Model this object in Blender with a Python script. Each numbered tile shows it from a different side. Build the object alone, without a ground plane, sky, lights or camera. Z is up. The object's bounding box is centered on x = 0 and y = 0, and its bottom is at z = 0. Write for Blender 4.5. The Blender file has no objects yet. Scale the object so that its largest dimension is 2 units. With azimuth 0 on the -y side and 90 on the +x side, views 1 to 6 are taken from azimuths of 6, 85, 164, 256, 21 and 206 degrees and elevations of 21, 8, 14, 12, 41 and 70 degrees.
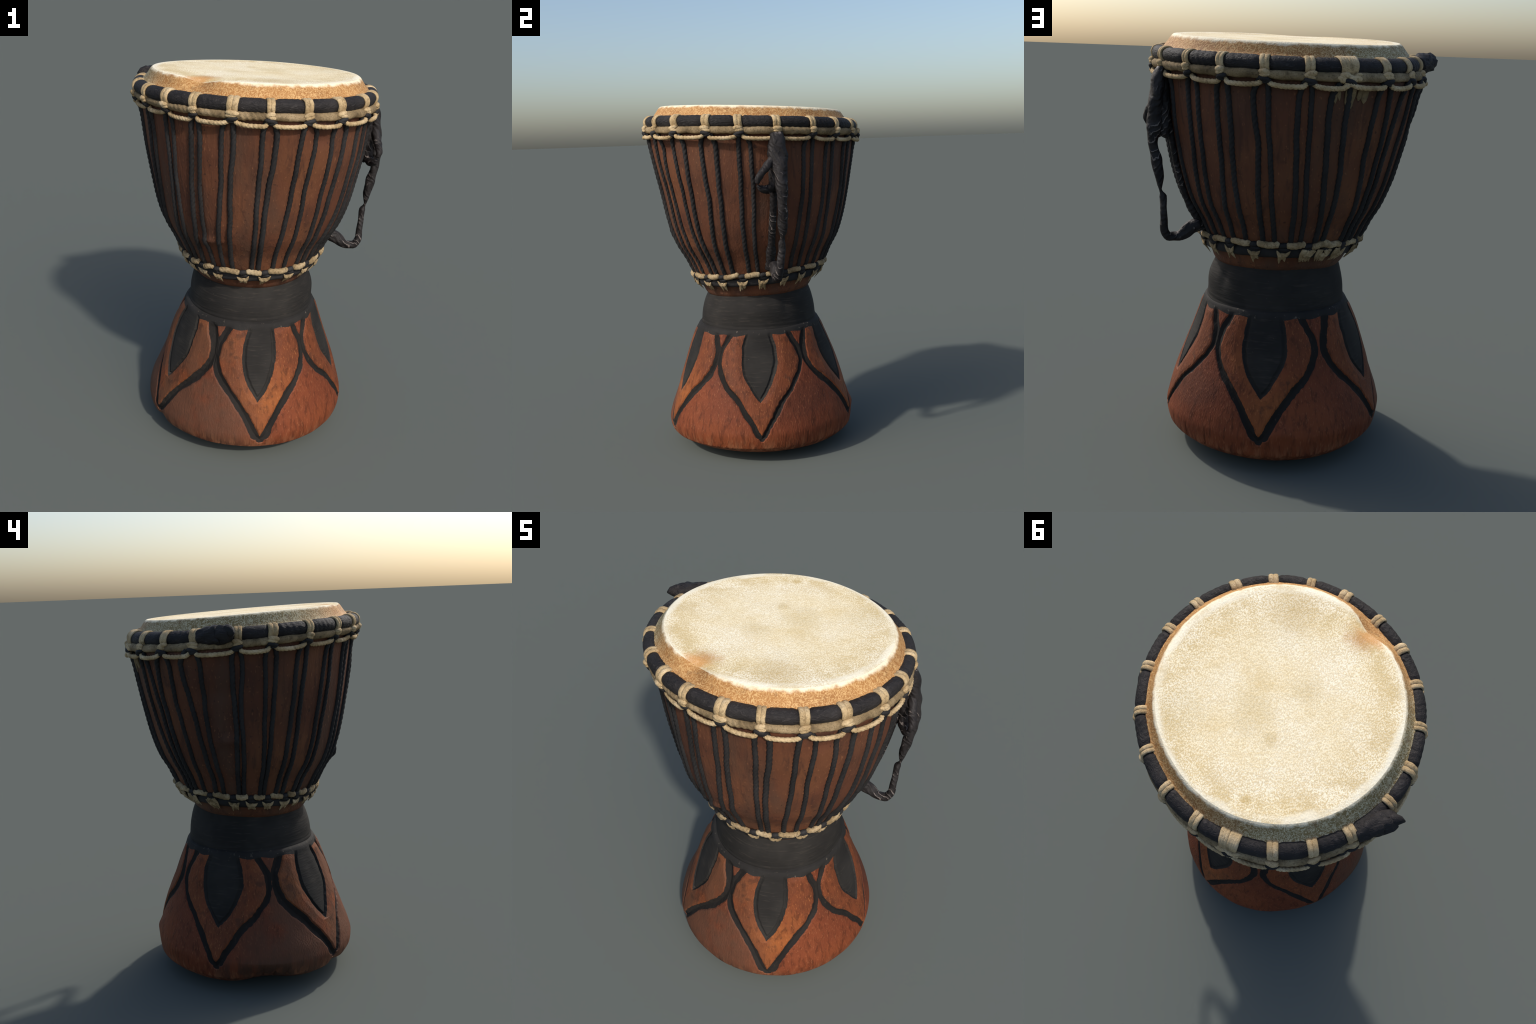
"""Goblet hand drum: carved wooden foot, black neck, roped bowl, black hoop and pale hide."""
import bpy, bmesh, math, random
import numpy as np
from mathutils import Vector, noise as mnoise

random.seed(7)
RAD = math.pi / 180.0

# --------------------------------------------------------------------------
# helpers: smooth curves through control points, and noise
# --------------------------------------------------------------------------
def pchip(xs, ys):
    """Monotone cubic through (xs, ys); returns a vectorised function."""
    x = np.array(xs, float); y = np.array(ys, float)
    h = np.diff(x); d = np.diff(y) / h
    m = np.zeros_like(y)
    m[0], m[-1] = d[0], d[-1]
    for i in range(1, len(x) - 1):
        if d[i - 1] * d[i] > 0:
            w1, w2 = 2 * h[i] + h[i - 1], h[i] + 2 * h[i - 1]
            m[i] = (w1 + w2) / (w1 / d[i - 1] + w2 / d[i])

    def f(q):
        q = np.clip(np.asarray(q, float), x[0], x[-1])
        i = np.clip(np.searchsorted(x, q) - 1, 0, len(x) - 2)
        t = (q - x[i]) / h[i]
        return ((1 + 2 * t) * (1 - t) ** 2 * y[i] + t * (1 - t) ** 2 * h[i] * m[i]
                + t * t * (3 - 2 * t) * y[i + 1] + t * t * (t - 1) * h[i] * m[i + 1])
    return f


def wobble(th, h, seed, cells_th=6, cells_h=4.0):
    """Cheap periodic smooth noise on the barrel, range about -1..1 (th in radians)."""
    rng = np.random.RandomState(seed)
    out = np.zeros(np.broadcast(th, h).shape)
    for k in range(9):
        a = rng.randint(1, cells_th + 1); b = rng.uniform(-1, 1) * cells_h * 2 * math.pi
        out = out + rng.uniform(.4, 1) * np.sin(a * th + b * h + rng.uniform(0, 6.28))
    return out / 3.2


def ang(a, b):
    """Signed difference a-b in degrees, wrapped."""
    return (np.asarray(a) - b + 180.0) % 360.0 - 180.0


# --------------------------------------------------------------------------
# the leaning frame of the drum: every level h has its own centre, tilt and
# slight ovalness (the drum is hand carved and not quite straight)
# --------------------------------------------------------------------------
LV = [0.0, .05, .165, .31, .60, .73, .86, .92, 1.04, 1.13, 1.23, 1.35, 1.5, 1.6, 1.75, 1.80, 1.874, 1.93, 1.98]
f_cx = pchip(LV, [0, 0, 0, .002, .004, .009, .009, .006, .001, 0, 0, 0, 0, 0, -.005, -.007, -.007, -.004, -.003])
f_cy = pchip(LV, [-.005, -.006, -.008, -.006, -.006, -.005, -.004, -.003, .006, .002, -.003, -.006, -.006, -.006, -.005, -.004, -.010, -.013, -.013])
f_tx = pchip(LV, [0, 0, .004, .004, .004, .002, .004, .010, .018, .015, .010, .004, 0, 0, -.004, -.004, -.002, -.003, -.004])
f_ty = pchip(LV, [.0, -.010, .034, .034, .024, .020, .030, .045, .061, .050, .032, .012, -.010, -.022, -.040, -.040, -.038, -.042, -.047])
f_a2 = pchip(LV, [0, 0, 0, 0, 0, 0, .002, .004, -.003, -.003, -.003, -.003, -.003, -.003, -.005, -.003, .000, .002, .002])
f_b2 = pchip(LV, [0, 0, 0, 0, 0, 0, 0, 0, -.008, -.008, -.010, -.016, -.022, -.029, -.034, -.035, -.015, -.015, -.010])


def place(thd, r, h):
    """Point at azimuth thd (degrees), nominal radius r, nominal level h."""
    th = np.asarray(thd, float) * RAD
    r = np.asarray(r, float); h = np.asarray(h, float)
    rr = r + (f_a2(h) * np.cos(2 * th) + f_b2(h) * np.sin(2 * th)) * np.clip(r / .3, 0, 1)
    rr = rr + .010 * np.exp(-(ang(thd, 118) / 16) ** 2 - ((h - 1.855) / .05) ** 2) * np.clip((r - .5) / .06, 0, 1)
    x = rr * np.cos(th); y = rr * np.sin(th)
    return np.stack(np.broadcast_arrays(x + f_cx(h), y + f_cy(h), np.maximum(h + f_tx(h) * x + f_ty(h) * y, 0)), -1)


# --------------------------------------------------------------------------
# mesh builders
# --------------------------------------------------------------------------
ROOT = None


def new_object(name, me, mat, parent=None, smooth=True):
    ob = bpy.data.objects.new(name, me)
    bpy.context.scene.collection.objects.link(ob)
    if mat is not None:
        me.materials.append(mat)
    if smooth:
        me.polygons.foreach_set("use_smooth", [True] * len(me.polygons))
    ob.parent = parent if parent is not None else ROOT
    return ob


def grid_faces(nu, nv, wrap_u=True):
    """Quads of a (nv rows) x (nu columns) vertex grid, columns optionally wrapped."""
    j, i = np.meshgrid(np.arange(nv - 1), np.arange(nu if wrap_u else nu - 1), indexing='ij')
    i2 = (i + 1) % nu
    return np.stack([j * nu + i, j * nu + i2, (j + 1) * nu + i2, (j + 1) * nu + i], -1).reshape(-1, 4)


def mesh_from(name, V, F, extra=()):
    me = bpy.data.meshes.new(name)
    faces = [tuple(f) for f in np.asarray(F).tolist()] + [tuple(e) for e in extra]
    me.from_pydata(np.asarray(V).reshape(-1, 3).tolist(), [], faces)
    me.update()
    return me


def sweep(spine, rad_n, rad_b, nphi=14, shape=None, up=None, cap=True):
    """Tube along spine (n,3). rad_n/rad_b: half-widths along the frame's two axes.
    shape(phi, s_index) multiplies the section. up: reference directions (n,3)."""
    P = np.asarray(spine, float); n = len(P)
    T = np.gradient(P, axis=0); T /= np.linalg.norm(T, axis=1)[:, None] + 1e-12
    if up is None:
        up = np.tile([0.0, 0, 1], (n, 1))
    N = up - (up * T).sum(1)[:, None] * T
    N /= np.linalg.norm(N, axis=1)[:, None] + 1e-12
    Bn = np.cross(T, N)
    phi = np.linspace(0, 2 * math.pi, nphi, endpoint=False)
    a = np.broadcast_to(rad_n, (n,))[:, None]; b = np.broadcast_to(rad_b, (n,))[:, None]
    k = np.ones((n, nphi)) if shape is None else shape(phi[None, :], np.arange(n)[:, None])
    V = P[:, None, :] + (a * np.cos(phi) * k)[..., None] * N[:, None, :] + (b * np.sin(phi) * k)[..., None] * Bn[:, None, :]
    V = V.reshape(-1, 3); F = grid_faces(nphi, n).tolist()
    if cap:
        base = len(V)
        V = np.vstack([V, P[0] , P[-1]])
        for i in range(nphi):
            j = (i + 1) % nphi
            F.append((base, j, i)); F.append((base + 1, (n - 1) * nphi + i, (n - 1) * nphi + j))
    return V, F


def merge(parts):
    V, F, o = [], [], 0
    for v, f in parts:
        V.append(np.asarray(v).reshape(-1, 3)); F += [tuple(int(q) + o for q in face) for face in f]
        o += len(V[-1])
    return np.vstack(V), F


def mesh_raw(name, V, F):
    me = bpy.data.meshes.new(name)
    me.from_pydata(np.asarray(V).reshape(-1, 3).tolist(), [], [tuple(f) for f in F])
    me.update()
    return me


def twist(strands, turns, n, depth=.22):
    """Section of a laid cord: rounded strands that spiral along its length."""
    def s(phi, i):
        return 1 - depth + depth * np.sqrt(np.abs(np.cos(strands * .5 * (phi - 2 * math.pi * turns * i / max(1, n - 1)))))
    return s


def cone_ray_normal(thd, h):
    th = np.asarray(thd) * RAD
    return np.stack(np.broadcast_arrays(np.cos(th), np.sin(th), np.zeros_like(th) + 0 * np.asarray(h)), -1)


# --------------------------------------------------------------------------
# materials
# --------------------------------------------------------------------------
class Nodes:
    def __init__(self, name):
        self.mat = bpy.data.materials.new(name); self.mat.use_nodes = True
        self.t = self.mat.node_tree
        self.bsdf = self.t.nodes["Principled BSDF"]
        self.co = self.n('ShaderNodeTexCoord').outputs['Object']

    def n(self, kind, **kw):
        nd = self.t.nodes.new(kind)
        for k, v in kw.items():
            setattr(nd, k, v)
        return nd

    def put(self, sock, v):
        if isinstance(v, bpy.types.NodeSocket):
            self.t.links.new(v, sock)
        elif v is not None:
            sock.default_value = v

    def scale(self, v, vec=None):
        m = self.n('ShaderNodeMapping'); self.put(m.inputs['Vector'], vec or self.co)
        m.inputs['Scale'].default_value = v
        return m.outputs[0]

    def noise(self, sc, detail=4, rough=.55, vec=None, dist=0.0):
        x = self.n('ShaderNodeTexNoise'); self.put(x.inputs['Vector'], vec or self.co)
        x.inputs['Scale'].default_value = sc; x.inputs['Detail'].default_value = detail
        x.inputs['Roughness'].default_value = rough; x.inputs['Distortion'].default_value = dist
        return x.outputs['Fac']

    def voronoi(self, sc, vec=None, feature='F1'):
        x = self.n('ShaderNodeTexVoronoi', feature=feature); self.put(x.inputs['Vector'], vec or self.co)
        x.inputs['Scale'].default_value = sc
        return x.outputs['Distance']

    def ramp(self, f, stops, mode='LINEAR'):
        r = self.n('ShaderNodeValToRGB'); r.color_ramp.interpolation = mode
        e = r.color_ramp.elements
        while len(e) < len(stops):
            e.new(.5)
        for k, (p, c) in zip(e, stops):
            k.position = p; k.color = (*c, 1) if len(c) == 3 else c
        self.put(r.inputs[0], f)
        return r.outputs[0]

    def mask(self, f, a, b):
        m = self.n('ShaderNodeMapRange', interpolation_type='SMOOTHSTEP')
        self.put(m.inputs['Value'], f); m.inputs['From Min'].default_value = a; m.inputs['From Max'].default_value = b
        return m.outputs[0]

    def mix(self, f, a, b, mode='MIX'):
        m = self.n('ShaderNodeMix', data_type='RGBA', blend_type=mode)
        self.put(m.inputs['Factor'], f)
        self.put(m.inputs['A'], (*a, 1) if isinstance(a, tuple) else a)
        self.put(m.inputs['B'], (*b, 1) if isinstance(b, tuple) else b)
        return m.outputs['Result']

    def math(self, op, a, b=None, c=None):
        m = self.n('ShaderNodeMath', operation=op)
        for s, v in zip(m.inputs, (a, b, c)):
            self.put(s, v)
        return m.outputs[0]

    def xyz(self):
        s = self.n('ShaderNodeSeparateXYZ'); self.put(s.inputs[0], self.co)
        return s.outputs

    def done(self, col, rough=.7, bump=None, strength=.3, dist=.01, spec=.15):
        self.put(self.bsdf.inputs['Base Color'], col)
        self.put(self.bsdf.inputs['Roughness'], rough)
        self.bsdf.inputs['Specular IOR Level'].default_value = spec
        if bump is not None:
            b = self.n('ShaderNodeBump'); b.inputs['Strength'].default_value = strength; b.inputs['Distance'].default_value = dist
            self.put(b.inputs['Height'], bump); self.t.links.new(b.outputs[0], self.bsdf.inputs['Normal'])
        return self.mat


def mat_bowl():
    k = Nodes("stained_wood")
    grain = k.noise(26, 5, .6, k.scale((1, 1, .12)), .6)
    patch = k.noise(3.2, 3, .5)
    fine = k.noise(90, 3, .6, k.scale((1, 1, .5)))
    c = k.ramp(patch, [(.30, (.074, .0300, .0185)), (.50, (.110, .0420, .0225)), (.72, (.152, .0610, .0285))])
    column = k.noise(5.5, 3, .5, k.scale((1, 1, .22)))
    c = k.mix(k.math('MULTIPLY', k.mask(column, .46, .66), .65), c, (.074, .043, .029))
    c = k.mix(k.math('MULTIPLY', k.mask(grain, .48, .72), .8), c, (.060, .027, .018))
    c = k.mix(k.math('MULTIPLY', k.mask(fine, .60, .74), .45), c, (.30, .13, .06))
    c = k.mix(k.math('MULTIPLY', k.mask(k.noise(46, 2), .66, .74), .7), c, (.035, .018, .014))
    return k.done(c, .62, k.math('ADD', grain, k.math('MULTIPLY', fine, .5)), .6, .008)


def mat_wood(name, lo, mid, hi, speck):
    k = Nodes(name)
    grain = k.noise(42, 5, .62, k.scale((1, 1, .22)), .5)
    patch = k.noise(2.6, 3, .55)
    fib = k.noise(150, 2, .6, k.scale((1, 1, .16)))
    c = k.ramp(patch, [(.32, lo), (.5, mid), (.70, hi)])
    c = k.mix(k.math('MULTIPLY', k.mask(grain, .47, .70), .62), c, tuple(v * .42 for v in lo))
    c = k.mix(k.math('MULTIPLY', k.mask(fib, .58, .72), .40), c, speck)
    return k, c, grain, fib


def mat_base():
    k, c, grain, fib = mat_wood("carved_wood", (.098, .0285, .0140), (.146, .0375, .0158), (.192, .0510, .0192), (.34, .13, .058))
    x, y, z = k.xyz()
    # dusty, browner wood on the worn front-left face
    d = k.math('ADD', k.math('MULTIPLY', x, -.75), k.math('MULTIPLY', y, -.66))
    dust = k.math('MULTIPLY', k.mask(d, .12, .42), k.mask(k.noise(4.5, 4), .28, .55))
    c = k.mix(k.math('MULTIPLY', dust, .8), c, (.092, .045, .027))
    # end grain streaks run out over the rounded lower edge
    streak = k.noise(34, 3, .6, k.scale((1, 1, .06)))
    low = k.math('MULTIPLY', k.mask(z, .17, .07), k.mask(streak, .46, .60))
    c = k.mix(k.math('MULTIPLY', low, .55), c, (.33, .140, .068))
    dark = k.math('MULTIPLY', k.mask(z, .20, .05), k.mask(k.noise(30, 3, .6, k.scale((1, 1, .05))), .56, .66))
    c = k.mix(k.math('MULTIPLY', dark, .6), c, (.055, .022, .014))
    # weathered, checked end grain at the hollow corner
    d2 = k.math('ADD', k.math('MULTIPLY', x, -.99), k.math('MULTIPLY', y, .14))
    old = k.math('MULTIPLY', k.math('MULTIPLY', k.mask(d2, .43, .50), k.mask(z, .24, .14)), k.mask(k.noise(20, 4, .6, k.scale((1, 1, .1))), .36, .56))
    c = k.mix(k.math('MULTIPLY', old, .8), c, (.050, .028, .019))
    return k.done(c, .58, k.math('ADD', grain, fib), .5, .006)


def mat_petal():
    k, c, grain, fib = mat_wood("petal_wood", (.108, .0335, .0150), (.165, .0455, .0170), (.262, .0820, .0235), (.42, .16, .055))
    x, y, z = k.xyz()
    d = k.math('ADD', k.math('MULTIPLY', x, -.75), k.math('MULTIPLY', y, -.66))
    dust = k.math('MULTIPLY', k.mask(d, .15, .40), k.mask(k.noise(6, 4), .28, .55))  # petal colour darkened here, leaving the lit right side brighter orange
    c = k.mix(k.math('MULTIPLY', dust, .75), c, (.105, .048, .026))
    c = k.mix(k.math('MULTIPLY', k.mask(k.noise(13, 4, .65), .56, .68), .6), c, (.058, .026, .015))
    return k.done(c, .58, k.math('ADD', grain, fib), .4, .006)


def mat_black(name, base, worn, sc=40, rough=.6, amount=.6):
    k = Nodes(name)
    a = k.noise(5, 4); b = k.noise(sc, 4, .65, k.scale((1, 1, .6)))
    c = k.mix(k.mask(a, .35, .7), base, tuple(v * 1.45 for v in base))
    c = k.mix(k.math('MULTIPLY', k.mask(b, .60, .76), amount), c, worn)
    return k.done(c, rough, b, .35, .006, .12)


def mat_cloth():
    k = Nodes("black_cloth")
    a = k.noise(7, 4)
    pull = k.noise(34, 4, .6, k.scale((1, 1, 2.6)), 1.4)
    c = k.mix(k.mask(a, .35, .7), (.0195, .0175, .0175), (.031, .0275, .0265))
    c = k.mix(k.math('MULTIPLY', k.mask(pull, .56, .70), .6), c, (.062, .054, .051))  # highlights on the folds painted as lighter streaks
    return k.done(c, .62, pull, .75, .010, .15)


def mat_neck():
    k = Nodes("black_stain")
    a = k.noise(5, 4)
    brush = k.noise(30, 4, .6, k.scale((.35, .35, 3.2)))
    fleck = k.noise(60, 3, .6)
    c = k.mix(k.mask(a, .35, .7), (.0185, .0170, .0155), (.0290, .0265, .0235))
    c = k.mix(k.math('MULTIPLY', k.mask(brush, .54, .70), .55), c, (.047, .040, .033))
    c = k.mix(k.math('MULTIPLY', k.mask(fleck, .70, .78), .55), c, (.13, .115, .095))
    return k.done(c, .75, brush, .4, .006, .12)


def mat_cord(name="pale_cord", lo=(.33, .225, .110), mid=(.50, .365, .20), hi=(.68, .53, .33)):
    k = Nodes(name)
    a = k.noise(14, 4); f = k.noise(170, 3, .6, None, 1.0)
    c = k.ramp(a, [(.28, lo), (.50, mid), (.74, hi)])
    c = k.mix(k.math('MULTIPLY', k.mask(f, .52, .68), .6), c, tuple(v * .45 for v in lo))
    c = k.mix(k.math('MULTIPLY', k.mask(k.noise(38, 3), .56, .70), .5), c, tuple(v * .4 for v in lo))
    return k.done(c, .85, f, .8, .005, .15)


def mat_strap():
    k = Nodes("black_braid")
    a = k.noise(9, 3)
    w = k.n('ShaderNodeTexWave', wave_type='BANDS', bands_direction='DIAGONAL')
    k.put(w.inputs['Vector'], k.co); w.inputs['Scale'].default_value = 16; w.inputs['Distortion'].default_value = 9
    w.inputs['Detail'].default_value = 3
    c = k.mix(k.mask(a, .35, .7), (.016, .014, .014), (.030, .027, .027))
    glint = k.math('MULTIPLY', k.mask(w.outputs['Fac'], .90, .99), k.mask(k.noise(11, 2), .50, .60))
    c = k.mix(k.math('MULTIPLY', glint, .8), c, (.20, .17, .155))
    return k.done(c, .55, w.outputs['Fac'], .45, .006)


def mat_hide_top():
    k = Nodes("pale_hide")
    x, y, z = k.xyz()
    v = k.voronoi(88, k.scale((1, 1, .3)))
    n1 = k.noise(3.4, 4, .6); n2 = k.noise(9, 4); fine = k.noise(225, 1, .5, k.scale((1, .62, 1)), .3)
    c = k.ramp(n1, [(.28, (.82, .67, .40)), (.45, (.93, .81, .56)), (.62, (.96, .87, .66))])  # albedo lifted toward white to match the overexposed sunlit face
    mott = k.mask(k.math('ADD', k.math('MULTIPLY', fine, .9), k.math('MULTIPLY', n2, .22)), .47, .62)
    rr = k.math('SQRT', k.math('ADD', k.math('MULTIPLY', x, x), k.math('MULTIPLY', y, y)))
    amt = k.math('ADD', .44, k.math('MULTIPLY', k.mask(rr, .25, .47), .22))
    c = k.mix(k.math('MULTIPLY', mott, amt), c, (.58, .405, .155))
    c = k.mix(k.math('MULTIPLY', k.math('MULTIPLY', k.mask(rr, .36, .47), k.mask(n2, .42, .62)), .40), c, (.58, .42, .17))
    pore = k.mask(v, .16, .05)
    c = k.mix(k.math('MULTIPLY', pore, .35), c, (.25, .19, .08))
    # warm stains toward the dented edge and a few blots in the middle
    def blot(px, py, rad):
        dx = k.math('SUBTRACT', x, px); dy = k.math('SUBTRACT', y, py)
        d = k.math('SQRT', k.math('ADD', k.math('MULTIPLY', dx, dx), k.math('MULTIPLY', dy, dy)))
        return k.mask(k.math('ADD', d, k.math('MULTIPLY', k.math('SUBTRACT', n2, .5), rad * 1.6)), rad, rad * .25)
    for px, py, rad, f, colr in ((-.20, -.44, .11, .75, (.50, .22, .055)), (-.05, .16, .05, .38, (.50, .34, .10)),
                                 (.06, .10, .12, .30, (.52, .37, .13)), (-.08, -.10, .10, .24, (.50, .36, .14)),
                                 (.12, -.40, .14, .30, (.46, .30, .09)), (-.08, .43, .03, .5, (.50, .33, .08)),
                                 (.33, .22, .14, .22, (.52, .40, .18))):
        c = k.mix(k.math('MULTIPLY', blot(px, py, rad), f), c, colr)
    r = k.math('SQRT', k.math('ADD', k.math('MULTIPLY', k.math('ADD', x, .004), k.math('ADD', x, .004)),
                              k.math('MULTIPLY', k.math('ADD', y, .013), k.math('ADD', y, .013))))
    edge = k.mask(k.math('ADD', r, k.math('MULTIPLY', k.math('SUBTRACT', n2, .5), .06)), .484, .512)
    edge = k.math('MULTIPLY', edge, k.mask(k.noise(5, 3), .25, .60))
    c = k.mix(k.math('MULTIPLY', edge, .85), c, (.95, .88, .69))
    return k.done(c, .75, k.math('ADD', fine, v), .25, .004, .2)


def mat_hide_side():
    k = Nodes("tan_hide")
    x, y, z = k.xyz()
    worm = k.noise(52, 2, .5, k.scale((1, 1, .8)), 1.8)
    ridge = k.mask(k.math('ABSOLUTE', k.math('SUBTRACT', worm, .5)), .075, .005)
    p = k.noise(4, 3)
    warm = k.ramp(p, [(.3, (.27, .125, .042)), (.5, (.37, .175, .055)), (.7, (.43, .22, .08))])
    warm = k.mix(k.math('MULTIPLY', ridge, .70), warm, (.66, .43, .19))
    cool = k.ramp(p, [(.3, (.21, .150, .062)), (.7, (.31, .230, .100))])
    cool = k.mix(k.math('MULTIPLY', ridge, .80), cool, (.62, .54, .35))
    # the hide is greyer on the back-left arc of the rim
    d = k.math('ADD', k.math('MULTIPLY', x, -.86), k.math('MULTIPLY', y, .50))
    c = k.mix(k.mask(k.math('ADD', d, k.math('MULTIPLY', k.math('SUBTRACT', p, .5), .4)), .12, .42), warm, cool)
    c = k.mix(k.math('MULTIPLY', k.mask(k.noise(26, 3), .58, .72), .45), c, (.17, .085, .035))
    # the worn pale lip reaches a little way down the slope
    lev = k.math('ADD', z, k.math('ADD', k.math('MULTIPLY', x, .010), k.math('MULTIPLY', y, .048)))
    lip = k.mask(k.math('ADD', lev, k.math('MULTIPLY', k.math('SUBTRACT', k.noise(30, 3), .5), .030)), 1.960, 1.977)
    c = k.mix(k.math('MULTIPLY', lip, .9), c, (.90, .80, .58))
    return k.done(c, .7, worm, .5, .005, .25)


M_BOWL = mat_bowl(); M_BASE = mat_base(); M_PETAL = mat_petal()
M_NECK = mat_neck()
M_GROOVE = mat_black("burnt_groove", (.0150, .0130, .0115), (.060, .045, .032), 46, .8, .6)
M_CLOTH = mat_cloth()
M_ROPE = mat_black("black_rope", (.0205, .0195, .0195), (.055, .050, .047), 120, .6, .6)
M_CORD = mat_cord(); M_BAND = mat_cord("pale_binding", (.13, .092, .050), (.24, .172, .092), (.38, .285, .165))
M_SHOULDER = mat_black("scuffed_shoulder", (.0200, .0185, .0170), (.17, .140, .105), 48, .75, .8)
M_WAIST = mat_cord("aged_cord", (.19, .130, .065), (.35, .255, .140), (.55, .43, .27))
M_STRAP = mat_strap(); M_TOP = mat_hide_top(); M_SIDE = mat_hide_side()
M_UNDER = mat_black("dusty_underside", (.045, .036, .030), (.20, .18, .165), 20, .9, .8)

# --------------------------------------------------------------------------
# root
# --------------------------------------------------------------------------
ROOT = bpy.data.objects.new("goblet_drum", None)
bpy.context.scene.collection.objects.link(ROOT)
ROOT["label"] = "carved wooden goblet hand drum with roped bowl and pale hide"
ROOT["category"] = "drum"

# --------------------------------------------------------------------------
# bowl
# --------------------------------------------------------------------------
f_bowl = pchip([.900, .915, .930, .955, 1.00, 1.04, 1.09, 1.13, 1.23, 1.35, 1.50, 1.60, 1.75, 1.82, 1.90],
               [.285, .305, .317, .329, .356, .378, .404, .422, .476, .515, .547, .566, .588, .596, .585])


def bowl_radius(thd, h):
    th = np.asarray(thd) * RAD
    r = f_bowl(h) + .0035 * wobble(th, h, 3, 7, 1.5)
    # scar, patch and knocks of the hand-made shell
    plate = np.clip((6.5 - np.abs(ang(thd, -104))) / 2.0, 0, 1) * np.clip((h - 1.20) / .02, 0, 1) * np.clip((1.72 - h) / .08, 0, 1)
    r = r + .007 * plate
    mid = np.clip((h - 1.0) / .1, 0, 1)
    r = r + .008 * np.exp(-(ang(thd, 148) / 30) ** 2) * mid
    r = r + .011 * np.exp(-(ang(thd, -148) / 22) ** 2) * np.clip((h - 1.4) / .2, 0, 1)
    r = r - .012 * np.exp(-(ang(thd, -68) / 25) ** 2) * mid * np.clip((1.75 - h) / .2, 0, 1)
    r = r - .002 * np.exp(-(ang(thd, 52) / 20) ** 2) * mid
    r = r + .016 * np.exp(-(ang(thd, -110) / 6) ** 2 - ((h - 1.215) / .026) ** 2)
    r = r + .016 * np.exp(-(ang(thd, 157) / 6) ** 2 - ((h - 1.36) / .03) ** 2)
    r = r - .010 * np.exp(-(ang(thd, 152) / 9) ** 2 - ((h - 1.61) / .05) ** 2)
    r = r - .010 * np.exp(-(ang(thd, -52) / 5) ** 2 - ((h - 1.74) / .035) ** 2)
    r = r + .008 * np.exp(-(ang(thd, -95) / 3) ** 2 - ((h - 1.27) / .05) ** 2)
    return r


def revolve(name, levels, radius, nth, mat, close_first=False, close_last=False, bump=0.0):
    th = np.arange(nth) * 360.0 / nth
    H, TH = np.meshgrid(levels, th, indexing='ij')
    V = place(TH, radius(TH, H), H).reshape(-1, 3)
    return new_object(name, mesh_from(name, V, grid_faces(nth, len(levels))), mat)


lv = np.concatenate([np.linspace(.900, .96, 14), np.linspace(.97, 1.90, 130)])
revolve("bowl", lv, bowl_radius, 420, M_BOWL)

# --------------------------------------------------------------------------
# neck
# --------------------------------------------------------------------------
f_neck = pchip([.700, .708, .716, .724, .75, .80, .85, .90, .93, .95], [.330, .346, .350, .347, .342, .337, .327, .311, .296, .280])
revolve("neck", np.linspace(.700, .95, 64),
        lambda t, h: f_neck(h) + .0022 * wobble(t * RAD, h, 11, 8, 3)
        + .008 * np.exp(-(ang(t, -2) / 22) ** 2 - ((h - .84) / .05) ** 2)
        - .007 * np.exp(-(ang(t, 25) / 5) ** 2 - ((h - .85) / .05) ** 2) - .006 * np.exp(-(ang(t, 170) / 50) ** 2)
        + .0012 * np.sin(h * 260 + 3 * np.sin(t * RAD)) * np.exp(-((h - .735) / .02) ** 2), 300, M_NECK)

# --------------------------------------------------------------------------
# foot with five carved petals: wood panels, dark outline grooves, orange
# petal borders and dark leaf-shaped hollows
# --------------------------------------------------------------------------
BASE_H = [.0, .008, .022, .038, .052, .070, .10, .165, .22, .31, .45, .60, .69, .715, .727, .735]
BASE_R = [.22, .290, .370, .432, .473, .508, .541, .552, .541, .511, .460, .406, .371, .361, .353, .335]
f_base = pchip(BASE_H, BASE_R)
PETALS = [-74.0, -4.0, 67.0, 142.8, -142.5]
OUT_SCALE = [1.0, 1.0, 1.0, 1.07, 1.05]
# half-opening (degrees) of the outline's centre line and of the leaf, by level
f_out = pchip([.155, .18, .23, .30, .36, .43, .50, .56, .61, .66, .72], [0, 2.5, 5.5, 10.5, 16, 24, 30.5, 33, 32.5, 29.5, 25.5])
f_leaf = pchip([.345, .36, .42, .50, .57, .63, .68, .72], [0, 1.6, 7.0, 12.3, 14.6, 14.8, 13.4, 12.0])
HALF_GROOVE = .0165   # metres
GROOVE_SCALE = [1.25, .92, 1.12, 1.12, 1.30]
LEAF_SCALE = [.84, .97, 1.02, 1.12, 1.02]
LEAF_SHIFT = [1.5, .5, 0, 0, 0]


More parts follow.
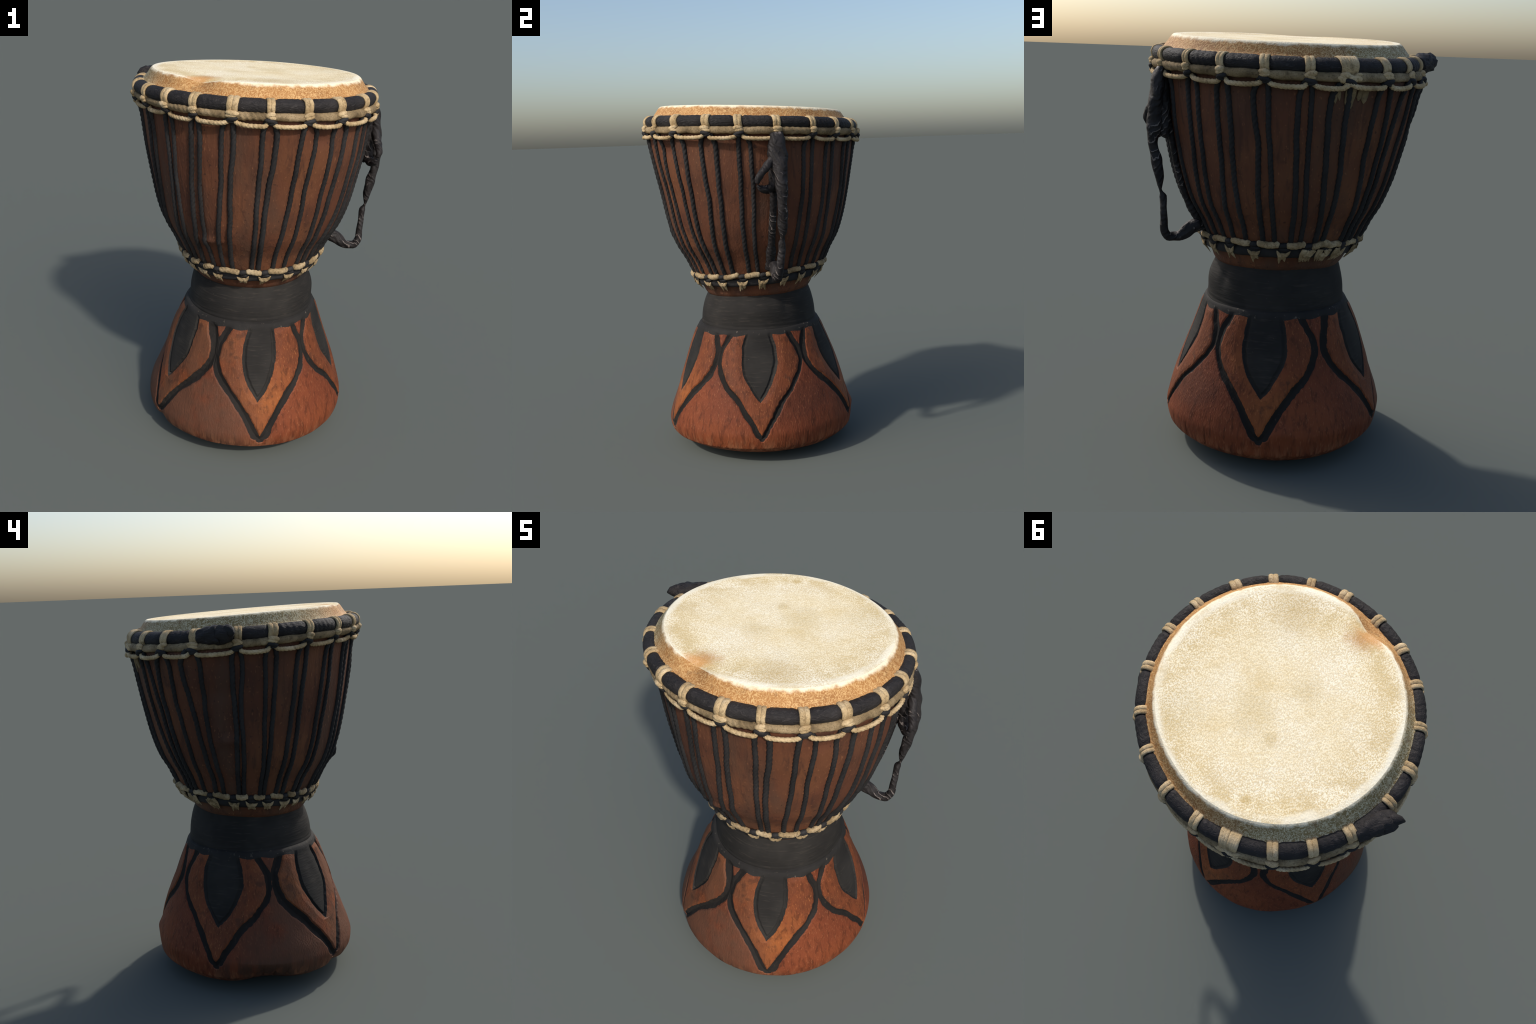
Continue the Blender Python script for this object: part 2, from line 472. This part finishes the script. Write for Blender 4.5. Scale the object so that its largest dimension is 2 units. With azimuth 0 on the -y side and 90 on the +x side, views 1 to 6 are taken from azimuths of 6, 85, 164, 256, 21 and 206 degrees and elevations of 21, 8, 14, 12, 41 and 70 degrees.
def petal_fields(thd, h):
    """d_out: metres from the nearest outline centre line; inside: in a petal; leaf: metres inside leaf (+)."""
    best_out = np.full(np.shape(thd), 9.0); inside = np.zeros(np.shape(thd), bool); leaf = np.full(np.shape(thd), -9.0)
    which = np.zeros(np.shape(thd), int)
    r = f_base(h)
    th = thd * RAD
    wav = .0036 * wobble(th * 1.0, h, 21, 30, 9) + .0016 * wobble(th, h, 22, 90, 26) + .0009 * wobble(th, h, 23, 220, 60)
    slope_o = np.gradient(f_out(np.linspace(.15, .72, 200)), .57 / 199)
    for i, c in enumerate(PETALS):
        skew = (.35 - h) * np.where(np.isin(i, [0]), 6, 0) * (h > .3)   # slight lean of the front petal
        a = ang(thd, c) + skew
        do = (np.abs(a) - f_out(h) * OUT_SCALE[i]) * RAD * r
        so = np.interp(h, np.linspace(.15, .72, 200), slope_o) * RAD * r
        do = do / np.sqrt(1 + so ** 2)
        do = np.where(h < .155, np.hypot(a * RAD * r, h - .155), do) + wav
        hit = np.abs(do) < np.abs(best_out)
        best_out = np.where(hit, do, best_out)
        inn = (do < 0) & (h > .155); inside |= inn
        which = np.where(np.abs(a) < 36.5, i, which)
        dl = (f_leaf(h) * LEAF_SCALE[i] - np.abs(a + LEAF_SHIFT[i])) * RAD * r / 1.12
        dl = np.where(h < .345, -1.0, dl) + wav * .8
        leaf = np.where(np.abs(a) < 30, dl, leaf)
    return best_out, inside, leaf, which


def build_base():
    nth = 1500
    lev = np.concatenate([np.linspace(.0, .06, 16, endpoint=False), np.linspace(.06, .735, 400)])
    th = np.arange(nth) * 360.0 / nth
    H, TH = np.meshgrid(lev, th, indexing='ij')
    d_out, inside, leaf, which = petal_fields(TH, H)
    R = f_base(H) + .0035 * wobble(TH * RAD, H, 5, 6, 2.2) * np.clip(H / .1, 0, 1) + .0012 * wobble(TH * RAD, H, 6, 26, 5)
    top = np.clip((.712 - H) / .03, 0, 1)
    gw = HALF_GROOVE * np.array(GROOVE_SCALE)[which] * (1 + .16 * wobble(TH * RAD, H, 24, 12, 4))
    groove = np.clip(1 - np.abs(d_out) / (gw * 1.25), 0, 1)
    depth = np.where(which == 4, .017, .0105)
    R = R - depth * (groove ** .7) * top
    rim = np.clip(leaf / .010, 0, 1) * np.clip((.026 - leaf) / .012, .25, 1)
    R = R - np.where(which == 4, .016, .009) * rim * top
    # petal borders swell a little between their two cuts
    swell = np.clip(-d_out / .03, 0, 1) * np.clip(-leaf / .03, 0, 1) * inside
    R = R + .006 * swell * top
    # vertical checks in the lower edge, a knock on the back-left corner
    chk = np.clip(1 - np.abs(H - .10) / .09, 0, 1)
    for c, w, dp in ((177, .7, .012), (170, .6, .010), (164, .5, .007), (-176, .6, .008), (-96, .5, .004), (-57, .4, .003), (38, .5, .005), (24, .4, .004), (10, .3, .003)):
        R = R - dp * np.exp(-(ang(TH, c + 6 * (H - .1)) / w) ** 2) * chk
    R = R - .030 * np.exp(-(ang(TH, -141) / 5) ** 2 - ((H - .07) / .06) ** 2)
    R = R - .012 * np.exp(-(ang(TH, -125) / 14) ** 2 - ((H - .05) / .05) ** 2)
    R = R + .010 * np.exp(-(ang(TH, 78) / 5) ** 2 - ((H - .20) / .03) ** 2)
    # the foot is flatter on its back-left arc, fuller opposite, hollow at one corner
    R = R - .021 * np.exp(-(ang(TH, 127) / 30) ** 2) * np.clip(H / .08, 0, 1) * np.clip((.60 - H) / .2, .0, 1)
    R = R + .007 * np.exp(-(ang(TH, -58) / 26) ** 2) * np.clip(H / .08, 0, 1)
    R = R - .110 * np.exp(-(ang(TH, 172) / 16) ** 2) * np.clip((.185 - H) / .17, 0, 1) ** 1.15
    R = R + .008 * np.exp(-(ang(TH, -178) / 16) ** 2 - ((H - .26) / .10) ** 2)
    V = place(TH, R, H).reshape(-1, 3)
    F = grid_faces(nth, len(lev))
    ob_faces = {}
    fc_t = TH.reshape(-1)[F]; fc_h = H.reshape(-1)[F].mean(1)
    cen = F[:, 0]
    do = d_out.reshape(-1)[F].mean(1); lf = leaf.reshape(-1)[F].mean(1); ins = inside.reshape(-1)[F].mean(1) > .5; wh = which.reshape(-1)[cen]
    # normals of the whole body, shared by all its pieces
    whole = mesh_from("whole", V, F); vn = np.zeros(len(V) * 3); whole.vertex_normals.foreach_get("vector", vn); vn = vn.reshape(-1, 3)
    bpy.data.meshes.remove(whole)
    region = np.zeros(len(F), int)                       # 0 wood
    region[ins] = 100 + wh[ins]                          # petal border
    region[(lf > 0) & (fc_h < .716)] = 200
    m = region == 200; region[m] = 200 + wh[m]           # leaf hollow
    gwf = gw.reshape(-1)[F].mean(1)
    m = (np.abs(do) < gwf) & (region < 200) & (fc_h < .716); region[m] = 300 + wh[m]
    region[fc_h > .700 + .004 * np.sin(fc_t[:, 0] * RAD * 17)] = 400   # black shoulder under the neck
    region[fc_h < .056 + .006 * wobble(fc_t[:, 0] * RAD, fc_h * 0, 77, 14, 1)] = 500

    def piece(name, mask, mat):
        if not mask.any():
            return
        f = F[mask]; u, inv = np.unique(f, return_inverse=True)
        me = mesh_from(name, V[u], inv.reshape(-1, 4))
        ob = new_object(name, me, mat)
        me.normals_split_custom_set_from_vertices(vn[u].tolist())
    piece("foot", region == 0, M_BASE)
    for i in range(5):
        piece("petal_border", region == 100 + i, M_PETAL)
        piece("leaf_carving", region == 200 + i, M_NECK)
        piece("outline_groove", region == 300 + i, M_GROOVE)
    piece("foot_shoulder", region == 400, M_SHOULDER)
    piece("foot_underside", region == 500, M_UNDER)
    ring = V[:nth]
    me = mesh_from("foot_bottom", np.vstack([ring, ring.mean(0) * [1, 1, 0] + [0, 0, .004]]), [(0, 0, 0, 0)][:0], [((i + 1) % nth, i, nth) for i in range(nth)])
    new_object("foot_bottom", me, M_UNDER)


build_base()

# --------------------------------------------------------------------------
# hide: flat playing face and the slanting side down to the hoop
# --------------------------------------------------------------------------
DENT = -113.0


def hide(name, prof, nth, mat):
    """prof: list of (r, h) control points, resampled."""
    prof = np.array(prof); s = np.concatenate([[0], np.cumsum(np.hypot(*np.diff(prof, axis=0).T))])
    q = np.linspace(0, s[-1], 40)
    rr = pchip(s, prof[:, 0])(q); hh = pchip(s, prof[:, 1])(q)
    th = np.arange(nth) * 360.0 / nth
    R, TH = np.meshgrid(rr, th, indexing='ij'); Hh = np.repeat(hh[:, None], nth, 1)
    k = np.clip(R / .5, 0, 1)
    dent = np.exp(-(ang(TH, DENT) / 9) ** 2)
    near = np.exp(-((R - .522) / .04) ** 2)
    R2 = R - .022 * dent * near
    Hh = Hh - .020 * dent * near + .0018 * wobble(TH * RAD, R, 31, 4, 2) * k
    R2 = R2 + .0025 * wobble(TH * RAD, Hh * 0, 33, 9, 1) * k
    Hh = Hh + .004 * np.exp(-(((R * np.cos(TH * RAD)) + .24) ** 2 + (R * np.sin(TH * RAD) + .10) ** 2) / .05)
    V = place(TH, R2, Hh)
    return R, TH, V


KNEE = [(.522, 1.9755)]
TOPP = [(.004, 1.972), (.20, 1.973), (.40, 1.975), (.49, 1.9765), (.510, 1.9768), (.522, 1.9755)]
SIDEP = [(.522, 1.9755), (.530, 1.970), (.538, 1.960), (.552, 1.940), (.566, 1.922), (.580, 1.912), (.590, 1.895), (.585, 1.875)]
for nm, prof, mt in (("drumhead", TOPP, M_TOP), ("drumhead_side", SIDEP, M_SIDE)):
    R, TH, V = hide(nm, prof, 360, mt)
    ex = [(i, (i + 1) % 360, 40 * 360) for i in range(360)] if nm == "drumhead" else []
    VV = V.reshape(-1, 3)
    if ex:
        VV = np.vstack([VV, VV[:360].mean(0)])
    F = [tuple(f[::-1]) for f in grid_faces(360, 40).tolist()]
    new_object(nm, mesh_raw(nm, VV, F + [e for e in ex]), mt)

# --------------------------------------------------------------------------
# hoop wrapped in black cloth, its pale loops, binding, and cord
# --------------------------------------------------------------------------
LOOPS = [-162.5, -143.6, -126.3, -109.9, -91.9, -76.1, -60.1, -44.0, -26.0, -10.1, 8.8, 28.9, 46.6, 65.1, 82.6, 97.8, 114.5, 129.3, 144.4, 163.6, 179.1]
HOOP_R, HOOP_H, HOOP_A, HOOP_B = .589, 1.887, .0370, .0350


def ring_tube(name, r0, h0, a, b, nth, nphi, mat, fold=0.0, pinch=0.0, seed=1, sag=0.0):
    th = np.arange(nth) * 360.0 / nth
    phi = np.arange(nphi) * 2 * math.pi / nphi
    TH, PH = np.meshgrid(th, phi, indexing='ij')
    near = np.max([np.exp(-(ang(TH, l) / 3.0) ** 4) for l in LOOPS], axis=0)
    s = 1 - pinch * near + fold * (wobble(TH * RAD * 1.0, PH / 6.28, seed, 40, 2) * .6 + .5 * np.sin(TH * RAD * 130 + PH * 2.0 + 3 * wobble(TH * RAD, PH * 0, seed + 5, 12, 1)) * (.4 + .6 * wobble(TH * RAD, PH * 0, seed + 9, 17, 1)))
    V = place(TH, r0 + a * s * np.cos(PH), h0 + b * s * np.sin(PH) - sag * (1 - near))
    V = V.reshape(-1, 3)
    i, j = np.meshgrid(np.arange(nth), np.arange(nphi), indexing='ij')
    F = np.stack([i * nphi + j, ((i + 1) % nth) * nphi + j, ((i + 1) % nth) * nphi + (j + 1) % nphi, i * nphi + (j + 1) % nphi], -1).reshape(-1, 4)
    return new_object(name, mesh_from(name, V, F), mat)


ring_tube("wrapped_hoop", HOOP_R, HOOP_H, HOOP_A, HOOP_B, 1400, 26, M_CLOTH, .055, .18, 41)
ring_tube("hoop_binding", .611, 1.845, .0195, .0195, 1400, 16, M_BAND, .16, .12, 51)

rng = np.random.RandomState(12)


def tangent(thd):
    th = thd * RAD
    return np.array([-math.sin(th), math.cos(th), 0.0])


def cord_path(th_list, r_list, h_list, n):
    t = np.linspace(0, 1, len(th_list)); q = np.linspace(0, 1, n)
    return place(pchip(t, th_list)(q), pchip(t, r_list)(q), pchip(t, h_list)(q))


def loop_strand(th0, th1, rad, seed, lo=-62.0, lift=-.0015):
    """One strand of cord over the hoop, from its inner top to below its outer side."""
    n = 26
    pa = np.linspace(158, lo, n) * RAD
    tt = np.linspace(0, 1, n)
    thd = th0 + (th1 - th0) * tt
    pin = .0
    sp = place(thd, HOOP_R + (HOOP_A + lift) * np.cos(pa), HOOP_H + (HOOP_B + lift) * np.sin(pa))
    ctr = place(thd, np.full(n, HOOP_R), np.full(n, HOOP_H))
    return sweep(sp, rad * .55, rad, 14, twist(6, .8, n, .26), sp - ctr)


def knot(th0, h0, r0, wid, rad, tilt, turns=1.0):
    """A hitch of cord: short fat twisted roll lying across the loop."""
    n = 18
    t = np.linspace(-1, 1, n)
    prof = np.sqrt(np.clip(1 - t ** 2 * .98, 0, 1))
    thd = th0 + t * wid / (r0 * RAD) * .5
    sp = place(thd, r0 - .004 * t ** 2, h0 + tilt * t)
    return sweep(sp, rad * prof, rad * prof, 14, twist(4, turns, n, .22))


for i, l in enumerate(LOOPS):
    parts = []
    big = abs(ang(l, 97.8)) < 1
    wide = rng.uniform(.90, 1.20) * (1.25 if abs(ang(l, -91.9)) < 1 or abs(ang(l, 144.4)) < 1 else 1.0)
    lean = rng.uniform(-.9, .9)
    cnt = 2
    sp_deg = 1.85 * wide
    if big:
        for k, (o0, o1) in enumerate([(-3.6, -2.2), (-2.5, -1.5), (-1.4, -.6), (1.0, -.2), (2.2, .6), (3.3, 1.2), (4.2, 2.0)]):
            parts.append(loop_strand(l + o0, l + o1, .0105, k, -75, .003))
        for k in range(9):
            parts.append(knot(l + rng.uniform(-4, 4), 1.842 + rng.uniform(-.034, .020), .626 + rng.uniform(-.008, .006), rng.uniform(.03, .055), rng.uniform(.010, .015), rng.uniform(-.012, .012)))
    else:
        for k in range(cnt):
            o = (k - (cnt - 1) / 2) * sp_deg
            parts.append(loop_strand(l + o * 1.15 + lean * .3, l + o * .80 - lean * .3, .0122 * wide, k))
        parts.append(knot(l + lean * .3, 1.856, .6285, .050 * wide, .0138, rng.uniform(-.007, .007), rng.uniform(.4, .9)))
        parts.append(knot(l - lean * .4, 1.845, .6290, .046 * wide, .0110, rng.uniform(-.007, .007), rng.uniform(.4, .9)))
    V, F = merge(parts)
    new_object("hoop_loop", mesh_raw("hoop_loop", V, F), M_CORD)
    # black hitch of the tension rope hooked below the loop
    sgn = rng.choice([-1, 1])
    hp = [knot(l + .2 * sgn, 1.829, .628, .052, .0125, .005 * sgn, 1.4), knot(l - .8 * sgn, 1.819, .625, .040, .010, -.006 * sgn, 1.0)]
    V, F = merge(hp)
    new_object("rope_hitch", mesh_raw("rope_hitch", V, F), M_ROPE)

# cord that runs from hitch to hitch under the hoop
for i, l in enumerate(LOOPS):
    nx = LOOPS[(i + 1) % len(LOOPS)]
    span = ang(nx, l)
    a, b = l + .6, l + span - .6
    sag = rng.uniform(.006, .012); sl = rng.uniform(-.004, .004)
    m = (a + b) / 2
    sp = cord_path([a, a + span * .14, m, b - span * .14, b], [.610, .6235, .6250, .6235, .610],
                   [1.823, 1.811 - sag * .6 + sl, 1.811 - sag, 1.811 - sag * .6 - sl, 1.823], 60)
    rad = np.interp(np.linspace(0, 1, 60), [0, .10, .9, 1], [.007, .0112, .0112, .007])
    V, F = sweep(sp, rad, rad, 14, twist(3, 4.5, 60, .34))
    new_object("hoop_cord", mesh_raw("hoop_cord", V, F), M_CORD)

# frayed fibre ends that hang from the big knot onto the shell
parts = []
for o, w, ln in ((-6.0, .010, .060), (-5.0, .008, .050), (-.8, .014, .072), (.6, .016, .084), (2.0, .013, .070), (5.2, .015, .050), (6.6, .017, .060), (7.8, .010, .035)):
    m = 16; q = np.linspace(0, 1, m)
    thx = 99.0 + o + rng.uniform(-1, 1) * q * 1.5; hx = 1.812 - ln * 1.25 * q
    s_ = place(thx, bowl_radius(thx, hx) + .006 - .004 * q, hx)
    wd = w * np.interp(q, [0, .4, .8, 1], [.8, 1.1, .9, .15])
    parts.append(sweep(s_, wd * .3, wd, 10, twist(5, .4, m, .2), cone_ray_normal(thx, hx)))
V, F = merge(parts)
new_object("frayed_end", mesh_raw("frayed_end", V, F), M_BAND)

# loose end of the black cloth, tied off on the hoop
def cloth_end():
    parts = []
    n = 40; t = np.linspace(0, 1, n)
    thd = 146.5 + 14.5 * t
    rc = np.interp(t, [0, .3, .7, 1], [.600, .608, .630, .668])
    hc = np.interp(t, [0, .3, .7, 1], [1.886, 1.890, 1.894, 1.898])
    a = np.interp(t, [0, .25, .6, .9, 1], [.042, .048, .050, .046, .030])
    b = np.interp(t, [0, .25, .6, .9, 1], [.036, .042, .048, .040, .018])
    sp = place(thd, rc, hc)
    up = cone_ray_normal(thd, hc)
    parts.append(sweep(sp, a, b, 20, lambda p, i: 1 + .07 * np.sin(5 * p + i * .25) + .05 * np.sin(9 * p - i * .4), up))
    tip = place(np.array([158, 160, 161.5, 162.5]), np.array([.640, .660, .680, .696]), np.array([1.906, 1.908, 1.905, 1.898]))
    parts.append(sweep(tip, [.030, .034, .024, .004], [.026, .028, .018, .004], 9))
    tip2 = place(np.array([152, 154, 155.5, 156.5]), np.array([.625, .645, .664, .676]), np.array([1.892, 1.882, 1.872, 1.864]))
    parts.append(sweep(tip2, [.028, .028, .016, .003], [.024, .024, .014, .003], 8))
    V, F = merge(parts)
    new_object("cloth_end", mesh_raw("cloth_end", V, F), M_CLOTH)


cloth_end()

# --------------------------------------------------------------------------
# tension ropes: a pair hangs from every hitch down to the waist
# (azimuth under the hoop, at mid height, at the waist)
# --------------------------------------------------------------------------
ROPES = [(-167, -169, -172), (-162, -164.5, -166), (-148, -150.5, -155), (-143.5, -145, -150), (-130, -131, -135), (-125, -127, -128),
         (-113, -115.5, -120), (-108.5, -110.5, -111.5), (-97, -99, -103.4), (-91.7, -94, -96), (-79, -80, -81.5), (-73, -75.4, -77),
         (-62, -63.5, -66), (-55.5, -56.5, -57), (-47, -46.5, -46.5), (-39.5, -40.5, -41), (-30, -29.5, -33), (-22.5, -22.5, -25),
         (-11, -11, -12), (-5, -4.5, -5), (5, 6.3, 5.5), (12, 13, 14), (25, 25.5, 23), (31, 31.5, 31.5), (42, 43, 40.5), (48, 49.5, 50),
         (60, 62.5, 62), (66.5, 68, 70), (79, 80, 81), (84, 85, 87), (92, 93, 97), (99, 100.4, 102.5), (112, 112.5, 117), (118, 120, 121.5),
         (125, 124, 126), (132, 132.5, 134), (138, 141, 143.4), (147, 146.6, 149), (161, 161, 160.5), (165.5, 164.2, 164.2), (176, 176, 175.6), (181.5, 180, 178.5)]
for i, (a, b, c) in enumerate(ROPES):
    n = 200
    near = min(LOOPS, key=lambda l: abs(ang(l, a)))
    start = a + ang(near, a) * .55
    hq = np.linspace(1.832, 1.052, n)
    thq = pchip([1.052, 1.10, 1.28, 1.50, 1.76, 1.832], [c, c, (b + c) / 2, b, a, start])(hq)
    thq = thq + (.22 * np.sin(hq * 13 + i * 1.7) + .10 * np.sin(hq * 41 + i)) * np.clip((1.8 - hq) / .2, 0, 1)
    rad = rng.uniform(.0122, .0145)
    lift = np.interp(hq, [1.05, 1.08, 1.74, 1.80, 1.84], [-.004, .0005, .0005, .006, .014])
    rr = bowl_radius(thq, hq) + lift
    sp = place(thq, rr, hq)
    V, F = sweep(sp, rad, rad, 12, twist(3, rng.uniform(9, 11), n, .34), cone_ray_normal(thq, hq))
    new_object("tension_rope", mesh_raw("tension_rope", V, F), M_ROPE)

# --------------------------------------------------------------------------
# waist: black hoop, pale cord segments, frayed tufts
# --------------------------------------------------------------------------
GAPS = [-178, -163, -151, -137, -123, -109, -88, -72, -52, -36, -18, -1, 18, 36, 56, 76, 93, 106, 120, 138, 156, 169]


def plain_ring(name, r0, h0, a, b, mat, seed):
    nth, nphi = 500, 14
    th = np.arange(nth) * 360.0 / nth; phi = np.arange(nphi) * 2 * math.pi / nphi
    TH, PH = np.meshgrid(th, phi, indexing='ij')
    s = 1 + .08 * wobble(TH * RAD, PH / 6.28, seed, 40, 2)
    V = place(TH, r0 + a * s * np.cos(PH), h0 + b * s * np.sin(PH)).reshape(-1, 3)
    i, j = np.meshgrid(np.arange(nth), np.arange(nphi), indexing='ij')
    F = np.stack([i * nphi + j, ((i + 1) % nth) * nphi + j, ((i + 1) % nth) * nphi + (j + 1) % nphi, i * nphi + (j + 1) % nphi], -1).reshape(-1, 4)
    return new_object(name, mesh_from(name, V, F), mat)


plain_ring("waist_hoop", .359, 1.008, .0185, .026, M_ROPE, 61)
for i, g in enumerate(GAPS):
    nx = GAPS[(i + 1) % len(GAPS)]; span = ang(nx, g)
    a, b = g + 2.0, g + span - 2.0
    n = 34; t = np.linspace(0, 1, n)
    slope = rng.uniform(-.004, .012)
    thd = a + (b - a) * t
    hc = 1.047 + slope * (t - .5) + .003 * np.sin(t * 6 + i)
    sp = place(thd, .390 + .006 * np.sin(math.pi * t), hc)
    rad = rng.uniform(.0145, .0172) * np.clip(np.minimum(t, 1 - t) * 9, 0, 1) ** .4
    V, F = sweep(sp, rad, rad * .9, 14, twist(3, 1.6, n, .2))
    new_object("waist_cord", mesh_raw("waist_cord", V, F), M_WAIST)
    # black hitch between two segments
    V, F = merge([knot(g, 1.043, .390, .050, .0145, .003, 1.0), knot(g + .8, 1.026, .384, .050, .012, -.002, 1.0)])
    new_object("waist_hitch", mesh_raw("waist_hitch", V, F), M_ROPE)
    # frayed tuft below the hitch: two arms curling up, split legs hanging down
    f_t = pchip([.93, .96, 1.0, 1.03, 1.06], [.330, .350, .381, .393, .397])
    parts = []
    def lock(t0, h0, t1, h1, t2, h2, w):
        m = 14; q = np.linspace(0, 1, m)
        thx = g + pchip([0, .5, 1], [t0, t1, t2])(q); hx = pchip([0, .5, 1], [h0, h1, h2])(q)
        s = place(thx, f_t(hx), hx)
        wd = w * np.interp(q, [0, .3, .7, 1], [1.0, 1.0, .65, .12])
        parts.append(sweep(s, wd * .42, wd, 9, twist(4, .6, m, .15), cone_ray_normal(thx, hx)))
    full = 98 < g % 360 < 140 or 86 < g % 360 < 96
    for sd in (-1, 1):
        u = rng.uniform(.8, 1.2)
        lock(.4 * sd, .996, 2.2 * sd * u, 1.000, 4.3 * sd * u, 1.020 + rng.uniform(-.010, .006), .0125)
        lock(.8 * sd, 1.002, 1.5 * sd, .985, (2.4 + rng.uniform(-1, 1.2)) * sd, .958 + rng.uniform(-.008, .014), .0125)
    lock(0, 1.008, rng.uniform(-.6, .6), .988, rng.uniform(-1, 1), .962 + rng.uniform(-.006, .012), .0100)
    if full:
        for k in range(6):
            o = rng.uniform(-5, 5)
            lock(o, 1.025, o + rng.uniform(-2, 2), .995, o + rng.uniform(-2, 2), .962, .012)
    V, F = merge(parts)
    new_object("frayed_tuft", mesh_raw("frayed_tuft", V, F), M_WAIST)
# lump where the waist cord is tied off
parts = [knot(108 + rng.uniform(-5, 5), 1.045 + rng.uniform(-.008, .018), .395 + rng.uniform(-.004, .006), rng.uniform(.04, .07), rng.uniform(.010, .017), rng.uniform(-.01, .01)) for _ in range(7)]
V, F = merge(parts)
new_object("waist_knot", mesh_raw("waist_knot", V, F), M_WAIST)

# --------------------------------------------------------------------------
# carrying strap of black braid on the +x side
# --------------------------------------------------------------------------
def strap_tube(points, name, seed, nphi=16, n=110, braid=True):
    """points: (x, y, z, half-width outward, half-width sideways)."""
    P = np.array(points); t = np.concatenate([[0], np.cumsum(np.linalg.norm(np.diff(P[:, :3], axis=0), axis=1))])
    q = np.linspace(0, t[-1], n)
    C = np.stack([pchip(t, P[:, k])(q) for k in range(5)], 1)
    up = np.zeros((n, 3)); T = np.gradient(C[:, :3], axis=0); up[:, 1] = 1.0   # sideways axis = y
    sh = (lambda p, i: 1 + .07 * np.sin(3 * p + i * .55 + seed) + .05 * np.sin(2 * p - i * .33)) if braid else None
    return sweep(C[:, :3], C[:, 4], C[:, 3], nphi, sh, up)


parts = []
parts.append(strap_tube([(.598, .078, 1.825, .022, .034), (.614, .080, 1.780, .028, .046), (.620, .082, 1.720, .032, .048), (.626, .088, 1.660, .034, .044),
                         (.630, .094, 1.600, .034, .034), (.636, .096, 1.555, .034, .032), (.640, .096, 1.510, .024, .028), (.634, .097, 1.465, .020, .026),
                         (.622, .098, 1.410, .026, .026), (.612, .097, 1.350, .022, .026), (.607, .095, 1.300, .011, .020), (.605, .093, 1.280, .006, .010),
                         (.600, .093, 1.268, .008, .012), (.594, .092, 1.250, .017, .018), (.590, .090, 1.200, .016, .019), (.588, .083, 1.150, .016, .021),
                         (.584, .073, 1.090, .019, .023), (.560, .064, 1.052, .022, .025), (.520, .062, 1.052, .022, .024), (.480, .062, 1.074, .030, .026),
                         (.440, .060, 1.100, .034, .028), (.415, .058, 1.105, .030, .026)], "a", 0))
V, F = merge(parts)
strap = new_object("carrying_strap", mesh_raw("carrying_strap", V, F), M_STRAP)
# knot mass that ties it to the hoop, fills the hollow against the shell
parts = [strap_tube([(.585, .070, 1.80, .020, .026), (.590, .066, 1.74, .030, .034), (.590, .072, 1.68, .032, .036), (.592, .078, 1.61, .034, .034), (.590, .082, 1.55, .030, .030), (.570, .084, 1.52, .012, .016)], "b", 2, 14, 60),
         strap_tube([(.620, .058, 1.705, .018, .020), (.634, .028, 1.665, .020, .021), (.644, .000, 1.632, .019, .020), (.652, -.024, 1.600, .017, .018), (.646, -.034, 1.572, .011, .012)], "c", 4, 12, 40),
         strap_tube([(.640, -.030, 1.560, .008, .008), (.630, -.016, 1.545, .018, .014), (.616, .012, 1.535, .022, .020), (.602, .042, 1.545, .026, .024), (.596, .066, 1.575, .026, .024)], "d", 5, 12, 40)]
V, F = merge(parts)
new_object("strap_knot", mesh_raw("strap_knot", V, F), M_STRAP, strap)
# second braid lying down the shell behind the strap
n = 90; hq = np.linspace(1.58, 1.075, n); thq = pchip([1.07, 1.2, 1.4, 1.6], [5.0, 5.8, 6.6, 7.0])(hq)
wid = np.interp(hq, [1.07, 1.13, 1.18, 1.22, 1.6], [.030, .026, .030, .021, .019])
sp = place(thq, bowl_radius(thq, hq) + .010, hq)
V, F = sweep(sp, wid * .8, wid, 14, twist(3, 7, n, .14), cone_ray_normal(thq, hq))
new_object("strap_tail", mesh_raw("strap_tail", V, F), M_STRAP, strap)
